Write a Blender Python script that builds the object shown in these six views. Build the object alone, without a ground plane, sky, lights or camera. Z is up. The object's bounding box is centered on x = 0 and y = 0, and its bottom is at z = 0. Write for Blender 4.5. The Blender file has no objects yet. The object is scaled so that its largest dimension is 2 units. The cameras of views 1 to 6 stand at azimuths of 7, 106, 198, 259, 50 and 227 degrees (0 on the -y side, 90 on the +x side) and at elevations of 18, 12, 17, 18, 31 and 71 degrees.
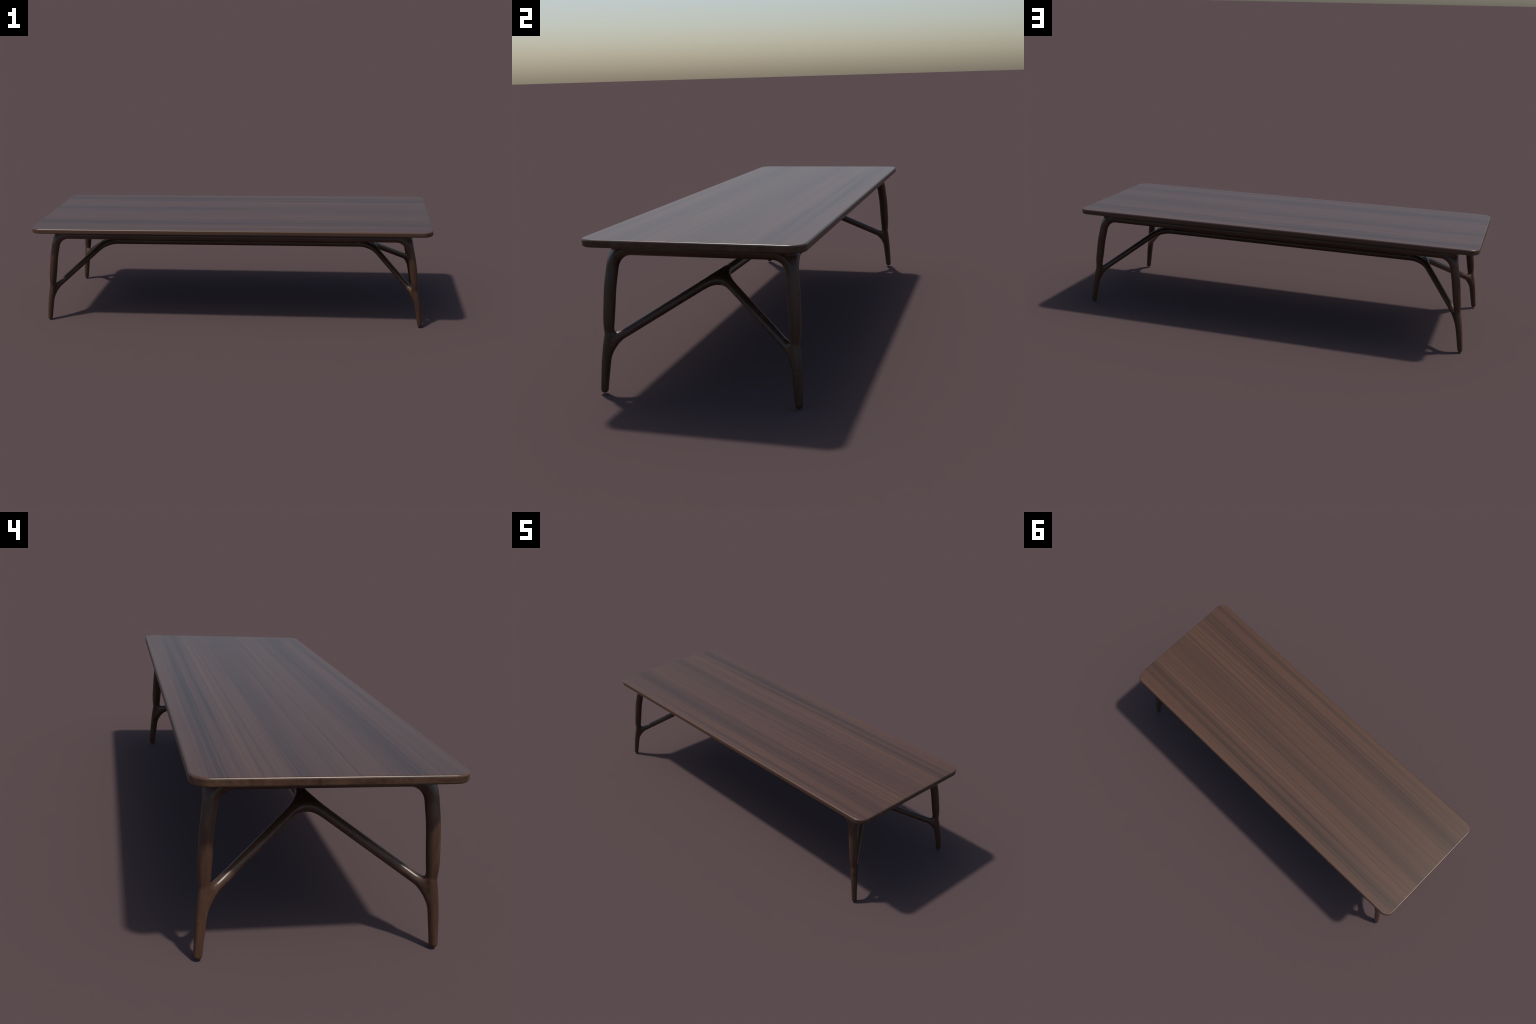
"""Long low wooden table: a rounded slab on an organic, fully blended frame.

The frame is described as a set of swept round members (legs, rails, forked
braces, centre stretcher).  They are melted together with a smooth union and
skinned; the skin is then divided by member into named parts.
"""
import bpy
import numpy as np

# ------------------------------------------------------------------ sizes
HALF_L, HALF_W = 1.0, 0.35            # half length / half width of the slab
TOP_Z, SLAB_T = 0.500, 0.0245         # top surface, slab thickness
CORNER_R = 0.049                      # plan radius of the slab corners
EDGE_TOP, EDGE_BOT = 0.0065, 0.0055   # edge rounding, above and below
RAIL_Z, RAIL_R = 0.4505, 0.0190       # apron rails (round bars)
RAIL_X, RAIL_Y = 0.8843, 0.2845       # centre lines of end / side rails
BEAM_Z, BEAM_R = 0.3340, 0.0175       # centre stretcher
CELL = 0.0028                         # skin resolution


# ------------------------------------------------------------------ members
def cubic(p0, p1, p2, p3, n):
    t = np.linspace(0, 1, n + 1)[:, None]
    p0, p1, p2, p3 = (np.array(p, float) for p in (p0, p1, p2, p3))
    return ((1 - t) ** 3 * p0 + 3 * t * (1 - t) ** 2 * p1
            + 3 * t * t * (1 - t) * p2 + t ** 3 * p3)


def bend(p0, corner, p3, n=14, k=0.56):
    """Rounded corner between two straight runs."""
    p0, c, p3 = (np.array(p, float) for p in (p0, corner, p3))
    return cubic(p0, p0 + (c - p0) * k, p3 + (c - p3) * k, p3, n)


def spline(keys, n):
    """Smooth curve through (x, y, z, r) keys (Catmull-Rom, centripetal-free)."""
    k = np.array(keys, float)
    ext = np.vstack([2 * k[0] - k[1], k, 2 * k[-1] - k[-2]])
    out = []
    for i in range(1, len(ext) - 2):
        a, b, c, d = ext[i - 1:i + 3]
        for t in np.linspace(0, 1, n, endpoint=False):
            out.append(0.5 * (2 * b + (c - a) * t + (2 * a - 5 * b + 4 * c - d) * t * t
                              + (3 * b - a - 3 * c + d) * t ** 3))
    out.append(k[-1])
    return np.array(out)


def rod(points, r0, r1=None):
    p = np.array(points, float)
    r = np.linspace(r0, r0 if r1 is None else r1, len(p))
    return np.hstack([p, r[:, None]])


# Everything below is drawn for the corner x > 0, y > 0 and mirrored.
upper_leg = spline([
    (0.9275, 0.3005, 0.1680, 0.0105),
    (0.9250, 0.3003, 0.1880, 0.0137),
    (0.9228, 0.3003, 0.2080, 0.0164),
    (0.9200, 0.3000, 0.2320, 0.0180),
    (0.9155, 0.2985, 0.2650, 0.0188),
    (0.9055, 0.2950, 0.3350, 0.0193),
    (0.8940, 0.2892, 0.3920, 0.0193)], 6)
leg_top = upper_leg[-1, :3]
corner_post = np.array([RAIL_X, RAIL_Y, RAIL_Z])
elbow_side = rod(bend(leg_top, corner_post, (RAIL_X - 0.057, RAIL_Y, RAIL_Z)), 0.0193, RAIL_R)
elbow_end = rod(bend(leg_top, corner_post, (RAIL_X, RAIL_Y - 0.057, RAIL_Z)), 0.0193, RAIL_R)
side_rail = rod([elbow_side[-1, :3], (-0.05, RAIL_Y, RAIL_Z)], RAIL_R)
end_rail = rod([elbow_end[-1, :3], (RAIL_X, -0.05, RAIL_Z)], RAIL_R)

# the bars are a little taller than round, so that they bed into the slab
ridge_z = TOP_Z - SLAB_T + 0.0010 - 0.0160
ridge_side = rod([(RAIL_X - 0.010, RAIL_Y, ridge_z), (-0.05, RAIL_Y, ridge_z)], 0.0160)
ridge_end = rod([(RAIL_X, RAIL_Y - 0.010, ridge_z), (RAIL_X, -0.05, ridge_z)], 0.0160)

lower_leg = spline([
    (0.9525, 0.3145, 0.0120, 0.0120),
    (0.9465, 0.3117, 0.0560, 0.0134),
    (0.9402, 0.3083, 0.1010, 0.0147),
    (0.9325, 0.3040, 0.1450, 0.0155),
    (0.9250, 0.2992, 0.1860, 0.0152)], 5)
joint = np.array([0.9315, 0.3030, 0.1570])
climb = np.array([-0.542, -0.717, 0.437])            # brace heading, leg to fork
# web under the brace: a fan of ever tighter bends between leg and brace
web = [rod(bend(joint - t * np.array([-0.160, -0.098, 1.0]), joint, joint + t * climb, n=10), 0.0147, 0.0146)
       for t in (0.055, 0.044, 0.033, 0.020)]
# and a low saddle on its upper side, up against the thick upper leg
saddle = rod(bend(joint + 0.052 * climb, joint + 0.024 * climb + (0, 0, 0.006), (0.9280, 0.3005, 0.1740), n=8),
             0.0146, 0.0130)
apex = np.array([0.7050, 0.0, 0.3380])
brace_mid = np.array([0.7440, 0.0500, 0.3080])
brace = rod([joint, brace_mid], 0.0146, 0.0150)
fork = rod(bend(brace_mid, apex, brace_mid * (1, -1, 1), k=0.62), 0.0155)
shoulder = rod(bend(brace_mid, apex, (0.6350, 0.0, BEAM_Z), k=0.60), 0.0150, BEAM_R)
# heart of the fork: the stretcher dips on to the meeting of the braces
heart = rod(bend((0.6350, 0.0, BEAM_Z), (0.6900, 0.0, 0.3345), (0.7270, 0.0, 0.3215), n=8), BEAM_R, 0.0155)
stretcher = rod([shoulder[-1, :3], (-0.05, 0.0, BEAM_Z)], BEAM_R)

LEG, SIDE_RAIL, END_RAIL, BRACE, STRETCHER = range(5)


def halves(chain, first, second):
    return [first if i < (len(chain) - 1) / 2 else second for i in range(len(chain) - 1)]


def all_of(chain, kind):
    return [kind] * (len(chain) - 1)


def rod_distance(p, chain, kinds=None):
    """Distance to a chain of tapered capsules, its direction, nearest piece."""
    best = np.full(len(p), 9.0)
    away = np.zeros_like(p)
    kind = np.zeros(len(p), np.int8)
    for i in range(len(chain) - 1):
        a, b = chain[i], chain[i + 1]
        ab = b[:3] - a[:3]
        t = np.clip(((p - a[:3]) @ ab) / (ab @ ab), 0, 1)
        v = p - a[:3] - t[:, None] * ab
        length = np.sqrt(np.einsum("ij,ij->i", v, v))
        d = length - (a[3] + t * (b[3] - a[3]))
        near = d < best
        best[near] = d[near]
        away[near] = v[near] / np.maximum(length[near], 1e-9)[:, None]
        if kinds is not None:
            kind[near] = kinds[i]
    return (best, away) if kinds is None else (best, kind)


def nearest(*fields):
    d, n = fields[0]
    for d2, n2 in fields[1:]:
        swap = d2 < d
        d, n = np.where(swap, d2, d), np.where(swap[:, None], n2, n)
    return d, n


def melt(f, g, k):
    """Smooth union whose reach fades out where the two surfaces run alike,
    so members that share a stretch do not swell."""
    (a, na), (b, nb) = f, g
    turn = np.clip((1 - np.einsum("ij,ij->i", na, nb)) / 0.6, 0, 1)
    kk = np.maximum(k * turn * turn * (3 - 2 * turn), 1e-6)
    h = np.maximum(kk - np.abs(a - b), 0) / kk
    w = np.clip(0.5 + 0.5 * (b - a) / kk, 0, 1)[:, None]
    n = na * w + nb * (1 - w)
    n /= np.maximum(np.linalg.norm(n, axis=1, keepdims=True), 1e-9)
    return np.minimum(a, b) - h * h * h * kk / 6.0, n


MEMBERS = {
    "upper": (upper_leg, all_of(upper_leg, LEG)),
    "elbow_side": (elbow_side, halves(elbow_side, LEG, SIDE_RAIL)),
    "elbow_end": (elbow_end, halves(elbow_end, LEG, END_RAIL)),
    "ridge_side": (ridge_side, [SIDE_RAIL]), "ridge_end": (ridge_end, [END_RAIL]),
    "side": (side_rail, [SIDE_RAIL]), "end": (end_rail, [END_RAIL]),
    "lower": (lower_leg, all_of(lower_leg, LEG)),
    **{"web%d" % i: (w, halves(w, LEG, BRACE)) for i, w in enumerate(web)},
    "saddle": (saddle, halves(saddle, BRACE, LEG)),
    "brace": (brace, [BRACE]),
    "fork": (fork, all_of(fork, BRACE)),
    "shoulder": (shoulder, halves(shoulder, BRACE, STRETCHER)),
    "heart": (heart, halves(heart, STRETCHER, BRACE)),
    "stretcher": (stretcher, [STRETCHER]),
}


def frame_distance(p):
    """Smooth union of all members, symmetric in x and y."""
    q = np.column_stack([np.abs(p[:, 0]), np.abs(p[:, 1]), p[:, 2]])
    d = np.full(len(q), 9.0)
    upper = q[:, 2] > 0.38
    centre = ~upper & (q[:, 0] < 0.84) & (q[:, 1] < 0.18)
    corner = ~upper & ~centre
    for part, rule in ((upper, top_distance), (centre, fork_distance), (corner, joint_distance)):
        if part.any():
            d[part] = rule(q[part])
    return d


def top_distance(q):
    d = {n: rod_distance(q, MEMBERS[n][0]) for n in ("upper", "elbow_side", "side", "elbow_end", "end",
                                                      "ridge_side", "ridge_end")}
    run_side = nearest(d["elbow_side"], d["side"], d["upper"], d["ridge_side"])
    run_end = nearest(d["elbow_end"], d["end"], d["upper"], d["ridge_end"])
    return melt(run_side, run_end, 0.022)[0]


def fork_distance(q):
    d = {n: rod_distance(q, MEMBERS[n][0]) for n in ("fork", "brace", "shoulder", "stretcher", "heart")}
    other = rod_distance(q * (1, -1, 1), shoulder)
    fork_run = nearest(d["fork"], d["brace"])
    spine = nearest(d["stretcher"], d["heart"])
    beam_run = melt(nearest(d["shoulder"], spine), nearest(other, spine), 0.012)
    return melt(fork_run, beam_run, 0.010)[0]


def joint_distance(q):
    d = {n: rod_distance(q, MEMBERS[n][0]) for n in ("upper", "brace", "lower", "saddle")}
    webs = [rod_distance(q, w) for w in web]
    low = melt(nearest(d["brace"], d["saddle"], *webs), nearest(d["lower"], webs[0]), 0.014)
    top = nearest(d["upper"], rod_distance(q, elbow_side[:3]), rod_distance(q, elbow_end[:3]))
    return melt(top, low, 0.014)[0]


def frame_kind(p):
    q = np.column_stack([np.abs(p[:, 0]), np.abs(p[:, 1]), p[:, 2]])
    best = np.full(len(q), 9.0)
    kind = np.zeros(len(q), np.int8)
    for chain, kinds in MEMBERS.values():
        d, k = rod_distance(q, chain, kinds)
        near = d < best
        kind[near], best[near] = k[near], d[near]
    return kind


def frame_gradient(p, e=0.0012):
    g = np.empty_like(p)
    for a in range(3):
        s = np.zeros(3)
        s[a] = e
        g[:, a] = frame_distance(p + s) - frame_distance(p - s)
    return g / np.maximum(np.linalg.norm(g, axis=1, keepdims=True), 1e-12)


def skin_quarter():
    """Surface nets over one quarter; cells are centred on the mirror planes."""
    h = CELL
    nx, ny, nz = (int(d / h) for d in (0.985, 0.350, 0.495))                    # nodes
    blk = 4
    nx, ny, nz = (int(np.ceil(n / blk) * blk) for n in (nx, ny, nz))
    org = np.array([-h / 2, -h / 2, -0.0125])
    cs = [(np.arange(n // blk) * blk + (blk - 1) / 2) * h for n in (nx, ny, nz)]
    gc = np.stack(np.meshgrid(*cs, indexing="ij"), -1).reshape(-1, 3) + org
    near = np.abs(frame_distance(gc)) < h * blk * 0.9 + 0.004
    near = near.reshape(nx // blk, ny // blk, nz // blk)
    mask = near.repeat(blk, 0).repeat(blk, 1).repeat(blk, 2)
    field = np.full((nx, ny, nz), np.nan)
    idx = np.argwhere(mask)
    field[mask] = frame_distance(idx * h + org)

    inside = field < 0
    known = ~np.isnan(field)
    c = [slice(None, -1), slice(1, None)]
    corners = [(i, j, k) for i in (0, 1) for j in (0, 1) for k in (0, 1)]
    cnt = sum(inside[c[i], c[j], c[k]].astype(np.int8) for i, j, k in corners)
    ok = np.all([known[c[i], c[j], c[k]] for i, j, k in corners], axis=0)
    active = ok & (cnt > 0) & (cnt < 8)
    cell = np.argwhere(active)
    number = np.full(active.shape, -1, np.int64)
    number[active] = np.arange(len(cell))
    # first guess: mean of edge crossings
    acc = np.zeros((len(cell), 3))
    wgt = np.zeros(len(cell))
    val = {o: field[cell[:, 0] + o[0], cell[:, 1] + o[1], cell[:, 2] + o[2]] for o in corners}
    for o in corners:
        for a in range(3):
            if o[a]:
                continue
            o2 = tuple(1 if b == a else o[b] for b in range(3))
            v0, v1 = val[o], val[o2]
            cross = (v0 < 0) != (v1 < 0)
            t = np.where(cross, v0 / np.where(cross, v0 - v1, 1), 0)
            pt = np.array(o, float)[None, :].repeat(len(cell), 0)
            pt[:, a] = t
            acc[cross] += pt[cross]
            wgt[cross] += 1
    pos = (cell + acc / wgt[:, None]) * h + org
    on_x, on_y = cell[:, 0] == 0, cell[:, 1] == 0
    for _ in range(3):                            # pull on to the true surface
        pos -= frame_gradient(pos) * frame_distance(pos)[:, None]
        pos[on_x, 0] = 0
        pos[on_y, 1] = 0
    quads = []
    for a in range(3):
        b, e = (a + 1) % 3, (a + 2) % 3
        lo = [slice(None)] * 3
        hi = [slice(None)] * 3
        lo[a], hi[a] = slice(None, -1), slice(1, None)
        with np.errstate(invalid="ignore"):
            s = (inside[tuple(lo)] != inside[tuple(hi)]) & known[tuple(lo)] & known[tuple(hi)]
        e_idx = np.argwhere(s)
        e_idx = e_idx[(e_idx[:, b] > 0) & (e_idx[:, e] > 0)]
        first_in = inside[tuple(e_idx.T)]
        ring = []
        for db, de in ((-1, -1), (0, -1), (0, 0), (-1, 0)):
            n = e_idx.copy()
            n[:, b] += db
            n[:, e] += de
            ring.append(number[tuple(n.T)])
        q = np.stack(ring, 1)
        q[~first_in] = q[~first_in][:, ::-1]
        quads.append(q[(q >= 0).all(1)])
    return pos, np.vstack(quads)


def mirror_all(pos, quads, normals):
    for a in (0, 1):
        n = len(pos)
        flip = pos.copy()
        flip[:, a] *= -1
        on = pos[:, a] == 0
        remap = np.where(on, np.arange(n), np.arange(n) + n)
        q2 = remap[quads][:, ::-1]
        nflip = normals.copy()
        nflip[:, a] *= -1
        pos, normals = np.vstack([pos, flip]), np.vstack([normals, nflip])
        quads = np.vstack([quads, q2])
        used = np.unique(quads)
        new = np.full(len(pos), -1)
        new[used] = np.arange(len(used))
        pos, normals, quads = pos[used], normals[used], new[quads]
    return pos, quads, normals


def joint_weight(pos):
    """1 near the places where members grow together, 0 elsewhere."""
    q = np.column_stack([np.abs(pos[:, 0]), np.abs(pos[:, 1]), pos[:, 2]])
    w = np.zeros(len(q))
    for centre, reach in (((0.915, 0.285, 0.165), 0.085), ((0.690, 0.0, 0.330), 0.150),
                          ((0.880, 0.278, 0.440), 0.080)):
        w = np.maximum(w, np.clip(2.0 - 2.0 * np.linalg.norm(q - centre, axis=1) / reach, 0, 1))
    return w * w * (3 - 2 * w)


def relax(pos, quads, rounds=36):
    """Taubin smoothing of the joints: rounds creases without shrinking."""
    w = joint_weight(pos)
    e = np.vstack([quads[:, [i, (i + 1) % 4]] for i in range(4)])
    e = e[(w[e] > 0).any(1)]
    n = len(pos)
    count = np.maximum(np.bincount(e[:, 0], minlength=n) + np.bincount(e[:, 1], minlength=n), 1)
    for _ in range(rounds):
        for step in (0.55, -0.565):
            mean = np.column_stack([
                np.bincount(e[:, 0], pos[e[:, 1], a], n) + np.bincount(e[:, 1], pos[e[:, 0], a], n)
                for a in range(3)]) / count[:, None]
            pos = pos + (mean - pos) * (w * step)[:, None]
    return pos


def mesh_normals(pos, quads):
    p = pos[quads]
    fn = np.cross(p[:, 2] - p[:, 0], p[:, 3] - p[:, 1])
    out = np.column_stack([sum(np.bincount(quads[:, i], fn[:, a], len(pos)) for i in range(4))
                           for a in range(3)])
    return out / np.maximum(np.linalg.norm(out, axis=1, keepdims=True), 1e-12)


# ------------------------------------------------------------------ materials
class Nodes:
    def __init__(self, name):
        self.mat = bpy.data.materials.new(name)
        self.mat.use_nodes = True
        self.t = self.mat.node_tree
        self.t.nodes.clear()
        self.out = self.add("ShaderNodeOutputMaterial")
        self.bsdf = self.add("ShaderNodeBsdfPrincipled")
        self.link(self.bsdf.outputs[0], self.out.inputs[0])
        self.co = self.add("ShaderNodeTexCoord").outputs["Object"]

    def add(self, kind, **kw):
        n = self.t.nodes.new(kind)
        for k, v in kw.items():
            setattr(n, k, v)
        return n

    def link(self, a, b):
        self.t.links.new(a, b)

    def noise(self, scale, detail=3.0, rough=0.55, offset=(0, 0, 0), src=None):
        m = self.add("ShaderNodeMapping")
        m.inputs["Scale"].default_value = scale
        m.inputs["Location"].default_value = offset
        self.link(src or self.co, m.inputs["Vector"])
        n = self.add("ShaderNodeTexNoise")
        n.inputs["Scale"].default_value = 1.0
        n.inputs["Detail"].default_value = detail
        n.inputs["Roughness"].default_value = rough
        self.link(m.outputs[0], n.inputs["Vector"])
        return n.outputs["Fac"]

    def math(self, op, a, b=None, c=None, clamp=False):
        n = self.add("ShaderNodeMath", operation=op, use_clamp=clamp)
        for i, v in enumerate((a, b, c)):
            if v is None:
                continue
            if isinstance(v, (int, float)):
                n.inputs[i].default_value = v
            else:
                self.link(v, n.inputs[i])
        return n.outputs[0]

    def ramp(self, fac, stops, interp="LINEAR"):
        n = self.add("ShaderNodeValToRGB")
        n.color_ramp.interpolation = interp
        el = n.color_ramp.elements
        while len(el) < len(stops):
            el.new(0.5)
        for e, (p, col) in zip(el, stops):
            e.position = p
            e.color = (*col, 1) if len(col) == 3 else (col[0],) * 3 + (1,)
        self.link(fac, n.inputs[0])
        return n.outputs[0]

    def mix(self, fac, a, b, mode="MIX"):
        n = self.add("ShaderNodeMix", data_type="RGBA", blend_type=mode)
        for sock, v in ((n.inputs[0], fac), (n.inputs[6], a), (n.inputs[7], b)):
            if isinstance(v, (int, float)):
                sock.default_value = v
            elif isinstance(v, tuple):
                sock.default_value = (*v, 1)
            else:
                self.link(v, sock)
        return n.outputs[2]

    def bump(self, height, strength, dist):
        n = self.add("ShaderNodeBump")
        n.inputs["Strength"].default_value = strength
        n.inputs["Distance"].default_value = dist
        self.link(height, n.inputs["Height"])
        self.link(n.outputs[0], self.bsdf.inputs["Normal"])


DARK = (0.041, 0.0232, 0.0168)
LIGHT = (0.120, 0.0585, 0.0350)
GLOSS = 0.33
SHEEN = 0.40

# Figure of the slab across its width (y, lightness): dark heartwood bands
# between paler ones, read at the +x end.
BANDS = [(-0.350, 0.58), (-0.315, 0.50), (-0.283, 0.66), (-0.255, 0.30), (-0.228, 0.12),
         (-0.204, 0.22), (-0.172, 0.52), (-0.140, 0.68), (-0.095, 0.62), (-0.055, 0.68),
         (-0.010, 0.52), (0.034, 0.32), (0.066, 0.42), (0.100, 0.62), (0.135, 0.74),
         (0.172, 0.86), (0.200, 0.60), (0.222, 0.26), (0.252, 0.12), (0.272, 0.26),
         (0.290, 0.54), (0.315, 0.68), (0.350, 0.58)]


def slab_wood():
    m = Nodes("walnut_slab")
    sep = m.add("ShaderNodeSeparateXYZ")
    m.link(m.co, sep.inputs[0])
    x, y = sep.outputs[0], sep.outputs[1]
    # the bands drift slowly along the length
    drift = m.noise((1.1, 3.0, 0.0), 2.0, 0.5, (0.7, 2.2, 0))
    yy = m.math("MULTIPLY_ADD", m.math("SUBTRACT", drift, 0.5), 0.040, y)
    yy = m.math("MULTIPLY_ADD", m.math("SUBTRACT", x, 1.0), 0.013, yy)
    pos = m.math("DIVIDE", m.math("ADD", yy, HALF_W), 2 * HALF_W)
    bands = m.ramp(pos, [((b + HALF_W) / (2 * HALF_W), (v,)) for b, v in BANDS], "EASE")
    patch = m.noise((0.9, 7.0, 4.0), 2.0, 0.5, (3.1, 0.4, 0))
    mid = m.noise((0.26, 60.0, 10.0), 3.0, 0.65, (1.7, 5.2, 0))
    fine = m.noise((0.32, 165.0, 40.0), 2.0, 0.6, (9.3, 1.2, 0))
    v = m.math("MULTIPLY_ADD", m.math("SUBTRACT", patch, 0.5), 0.30, m.math("MULTIPLY_ADD", bands, 0.60, 0.14))
    v = m.math("MULTIPLY_ADD", m.math("SUBTRACT", mid, 0.5), 0.85, v)
    v = m.math("MULTIPLY_ADD", m.math("SUBTRACT", fine, 0.5), 1.35, v)
    # sparse dark pore lines
    line = m.noise((0.25, 95.0, 20.0), 2.0, 0.5, (4.4, 8.1, 0))
    v = m.math("SUBTRACT", v, m.math("MULTIPLY", m.ramp(line, [(0.62, (0,)), (0.74, (1,))]), 0.26))
    col = m.ramp(v, [(0.0, DARK), (0.42, (0.077, 0.0398, 0.0262)), (0.95, LIGHT)])
    # the pale wood wanders between reddish and straw brown
    hue = m.noise((0.5, 24.0, 6.0), 2.0, 0.5, (6.0, 3.0, 0))
    col = m.mix(m.ramp(hue, [(0.40, (0,)), (0.62, (1,))]), col,
                m.mix(1.0, col, (0.98, 1.02, 0.98), "MULTIPLY"))
    # end grain on the two short edges is short and mottled
    nrm = m.add("ShaderNodeNewGeometry")
    sn = m.add("ShaderNodeSeparateXYZ")
    m.link(nrm.outputs["Normal"], sn.inputs[0])
    end = m.ramp(m.math("ABSOLUTE", sn.outputs[0]), [(0.70, (0,)), (0.85, (1,))])
    mott = m.noise((30.0, 75.0, 110.0), 3.0, 0.6, (1.0, 2.0, 3.0))
    mott = m.math("MULTIPLY_ADD", m.noise((3.0, 16.0, 20.0), 2.0, 0.5), 0.5, m.math("MULTIPLY", mott, 0.5))
    grain_end = m.ramp(mott, [(0.36, (0.044, 0.0230, 0.0140)), (0.64, (0.098, 0.0525, 0.0300))])
    col = m.mix(end, col, grain_end)
    m.link(col, m.bsdf.inputs["Base Color"])
    m.bsdf.inputs["Roughness"].default_value = GLOSS
    m.bsdf.inputs["Specular IOR Level"].default_value = SHEEN
    return m.mat


def frame_wood(axis):
    m = Nodes("walnut_" + ("lengthwise", "crosswise", "upright")[axis])
    s = [85.0] * 3
    s[axis] = 4.0
    f = [10.0] * 3
    f[axis] = 2.5
    grain = m.noise(tuple(s), 3.0, 0.6, (2.0, 7.0, 1.0))
    broad = m.noise(tuple(f), 2.0, 0.5, (4.0, 3.0, 8.0))
    v = m.math("MULTIPLY", grain, 0.5)
    v = m.math("MULTIPLY_ADD", broad, 0.5, v)
    col = m.ramp(v, [(0.35, (0.044, 0.0218, 0.0132)), (0.65, (0.096, 0.0470, 0.0275))])
    m.link(col, m.bsdf.inputs["Base Color"])
    m.bsdf.inputs["Roughness"].default_value = GLOSS
    m.bsdf.inputs["Specular IOR Level"].default_value = SHEEN
    return m.mat


# ------------------------------------------------------------------ objects
def make_object(name, verts, faces, normals, mat, parent):
    me = bpy.data.meshes.new(name)
    me.from_pydata([tuple(v) for v in verts], [], [list(f) for f in faces])
    me.polygons.foreach_set("use_smooth", [True] * len(me.polygons))
    me.normals_split_custom_set_from_vertices([tuple(n) for n in normals])
    me.materials.append(mat)
    me.update()
    ob = bpy.data.objects.new(name, me)
    bpy.context.scene.collection.objects.link(ob)
    ob.parent = parent
    return ob


def slab_mesh():
    """Rounded rectangle swept through a rounded edge profile."""
    prof = []                                     # inset, z, normal (out, up)
    zt, zb = TOP_Z, TOP_Z - SLAB_T
    for i in range(11):
        a = np.pi / 2 * (1 - i / 10)
        prof.append((EDGE_TOP * (1 - np.cos(a)), zt - EDGE_TOP * (1 - np.sin(a)), np.cos(a), np.sin(a)))
    for i in range(11):
        a = -np.pi / 2 * i / 10
        prof.append((EDGE_BOT * (1 - np.cos(a)), zb + EDGE_BOT * (1 + np.sin(a)), np.cos(a), np.sin(a)))
    seg = 28
    outline = []
    for cx, cy, a0 in ((1, 1, 0), (-1, 1, 90), (-1, -1, 180), (1, -1, 270)):
        for i in range(seg + 1):
            a = np.radians(a0 + 90 * i / seg)
            outline.append((cx * (HALF_L - CORNER_R), cy * (HALF_W - CORNER_R), np.cos(a), np.sin(a)))
    n = len(outline)
    verts, norms, faces = [], [], []
    for inset, z, no, nu in prof:
        for cx, cy, dx, dy in outline:
            r = CORNER_R - inset
            verts.append((cx + dx * r, cy + dy * r, z))
            norms.append((dx * no, dy * no, nu))
    for k in range(len(prof) - 1):
        for i in range(n):
            j = (i + 1) % n
            faces.append((k * n + i, (k + 1) * n + i, (k + 1) * n + j, k * n + j))
    faces.append(tuple(range(n)))
    faces.append(tuple(reversed(range((len(prof) - 1) * n, len(prof) * n))))
    return verts, faces, norms


table = bpy.data.objects.new("coffee_table", None)
table.empty_display_size = 0.2
bpy.context.scene.collection.objects.link(table)
table["label"] = "long low dark walnut table with branching organic legs"
table["category"] = "coffee table"

v, f, n = slab_mesh()
make_object("tabletop", v, f, n, slab_wood(), table)

pos, quads = skin_quarter()
pos, quads, normals = mirror_all(pos, quads, frame_gradient(pos))
pos = relax(pos, quads)
blend = np.clip(joint_weight(pos) * 3, 0, 1)[:, None]
normals = normals * (1 - blend) + mesh_normals(pos, quads) * blend
normals /= np.linalg.norm(normals, axis=1, keepdims=True)
pos[:, 2] -= pos[:, 2].min()
mid = pos[quads].mean(1)
kind = frame_kind(mid)
sx, sy = mid[:, 0] > 0, mid[:, 1] > 0
along_x, along_y, upright = frame_wood(0), frame_wood(1), frame_wood(2)
PARTS = [("leg", LEG, upright, (1, 1)), ("side_rail", SIDE_RAIL, along_x, (0, 1)),
         ("end_rail", END_RAIL, along_y, (1, 0)), ("brace", BRACE, along_x, (1, 1)),
         ("stretcher", STRETCHER, along_x, (0, 0))]
for name, which, mat, (split_x, split_y) in PARTS:
    for px in ((False, True) if split_x else (None,)):
        for py in ((False, True) if split_y else (None,)):
            sel = kind == which
            if px is not None:
                sel &= sx == px
            if py is not None:
                sel &= sy == py
            q = quads[sel]
            used = np.unique(q)
            new = np.full(len(pos), -1)
            new[used] = np.arange(len(used))
            make_object(name, pos[used], new[q].tolist(), normals[used], mat, table)
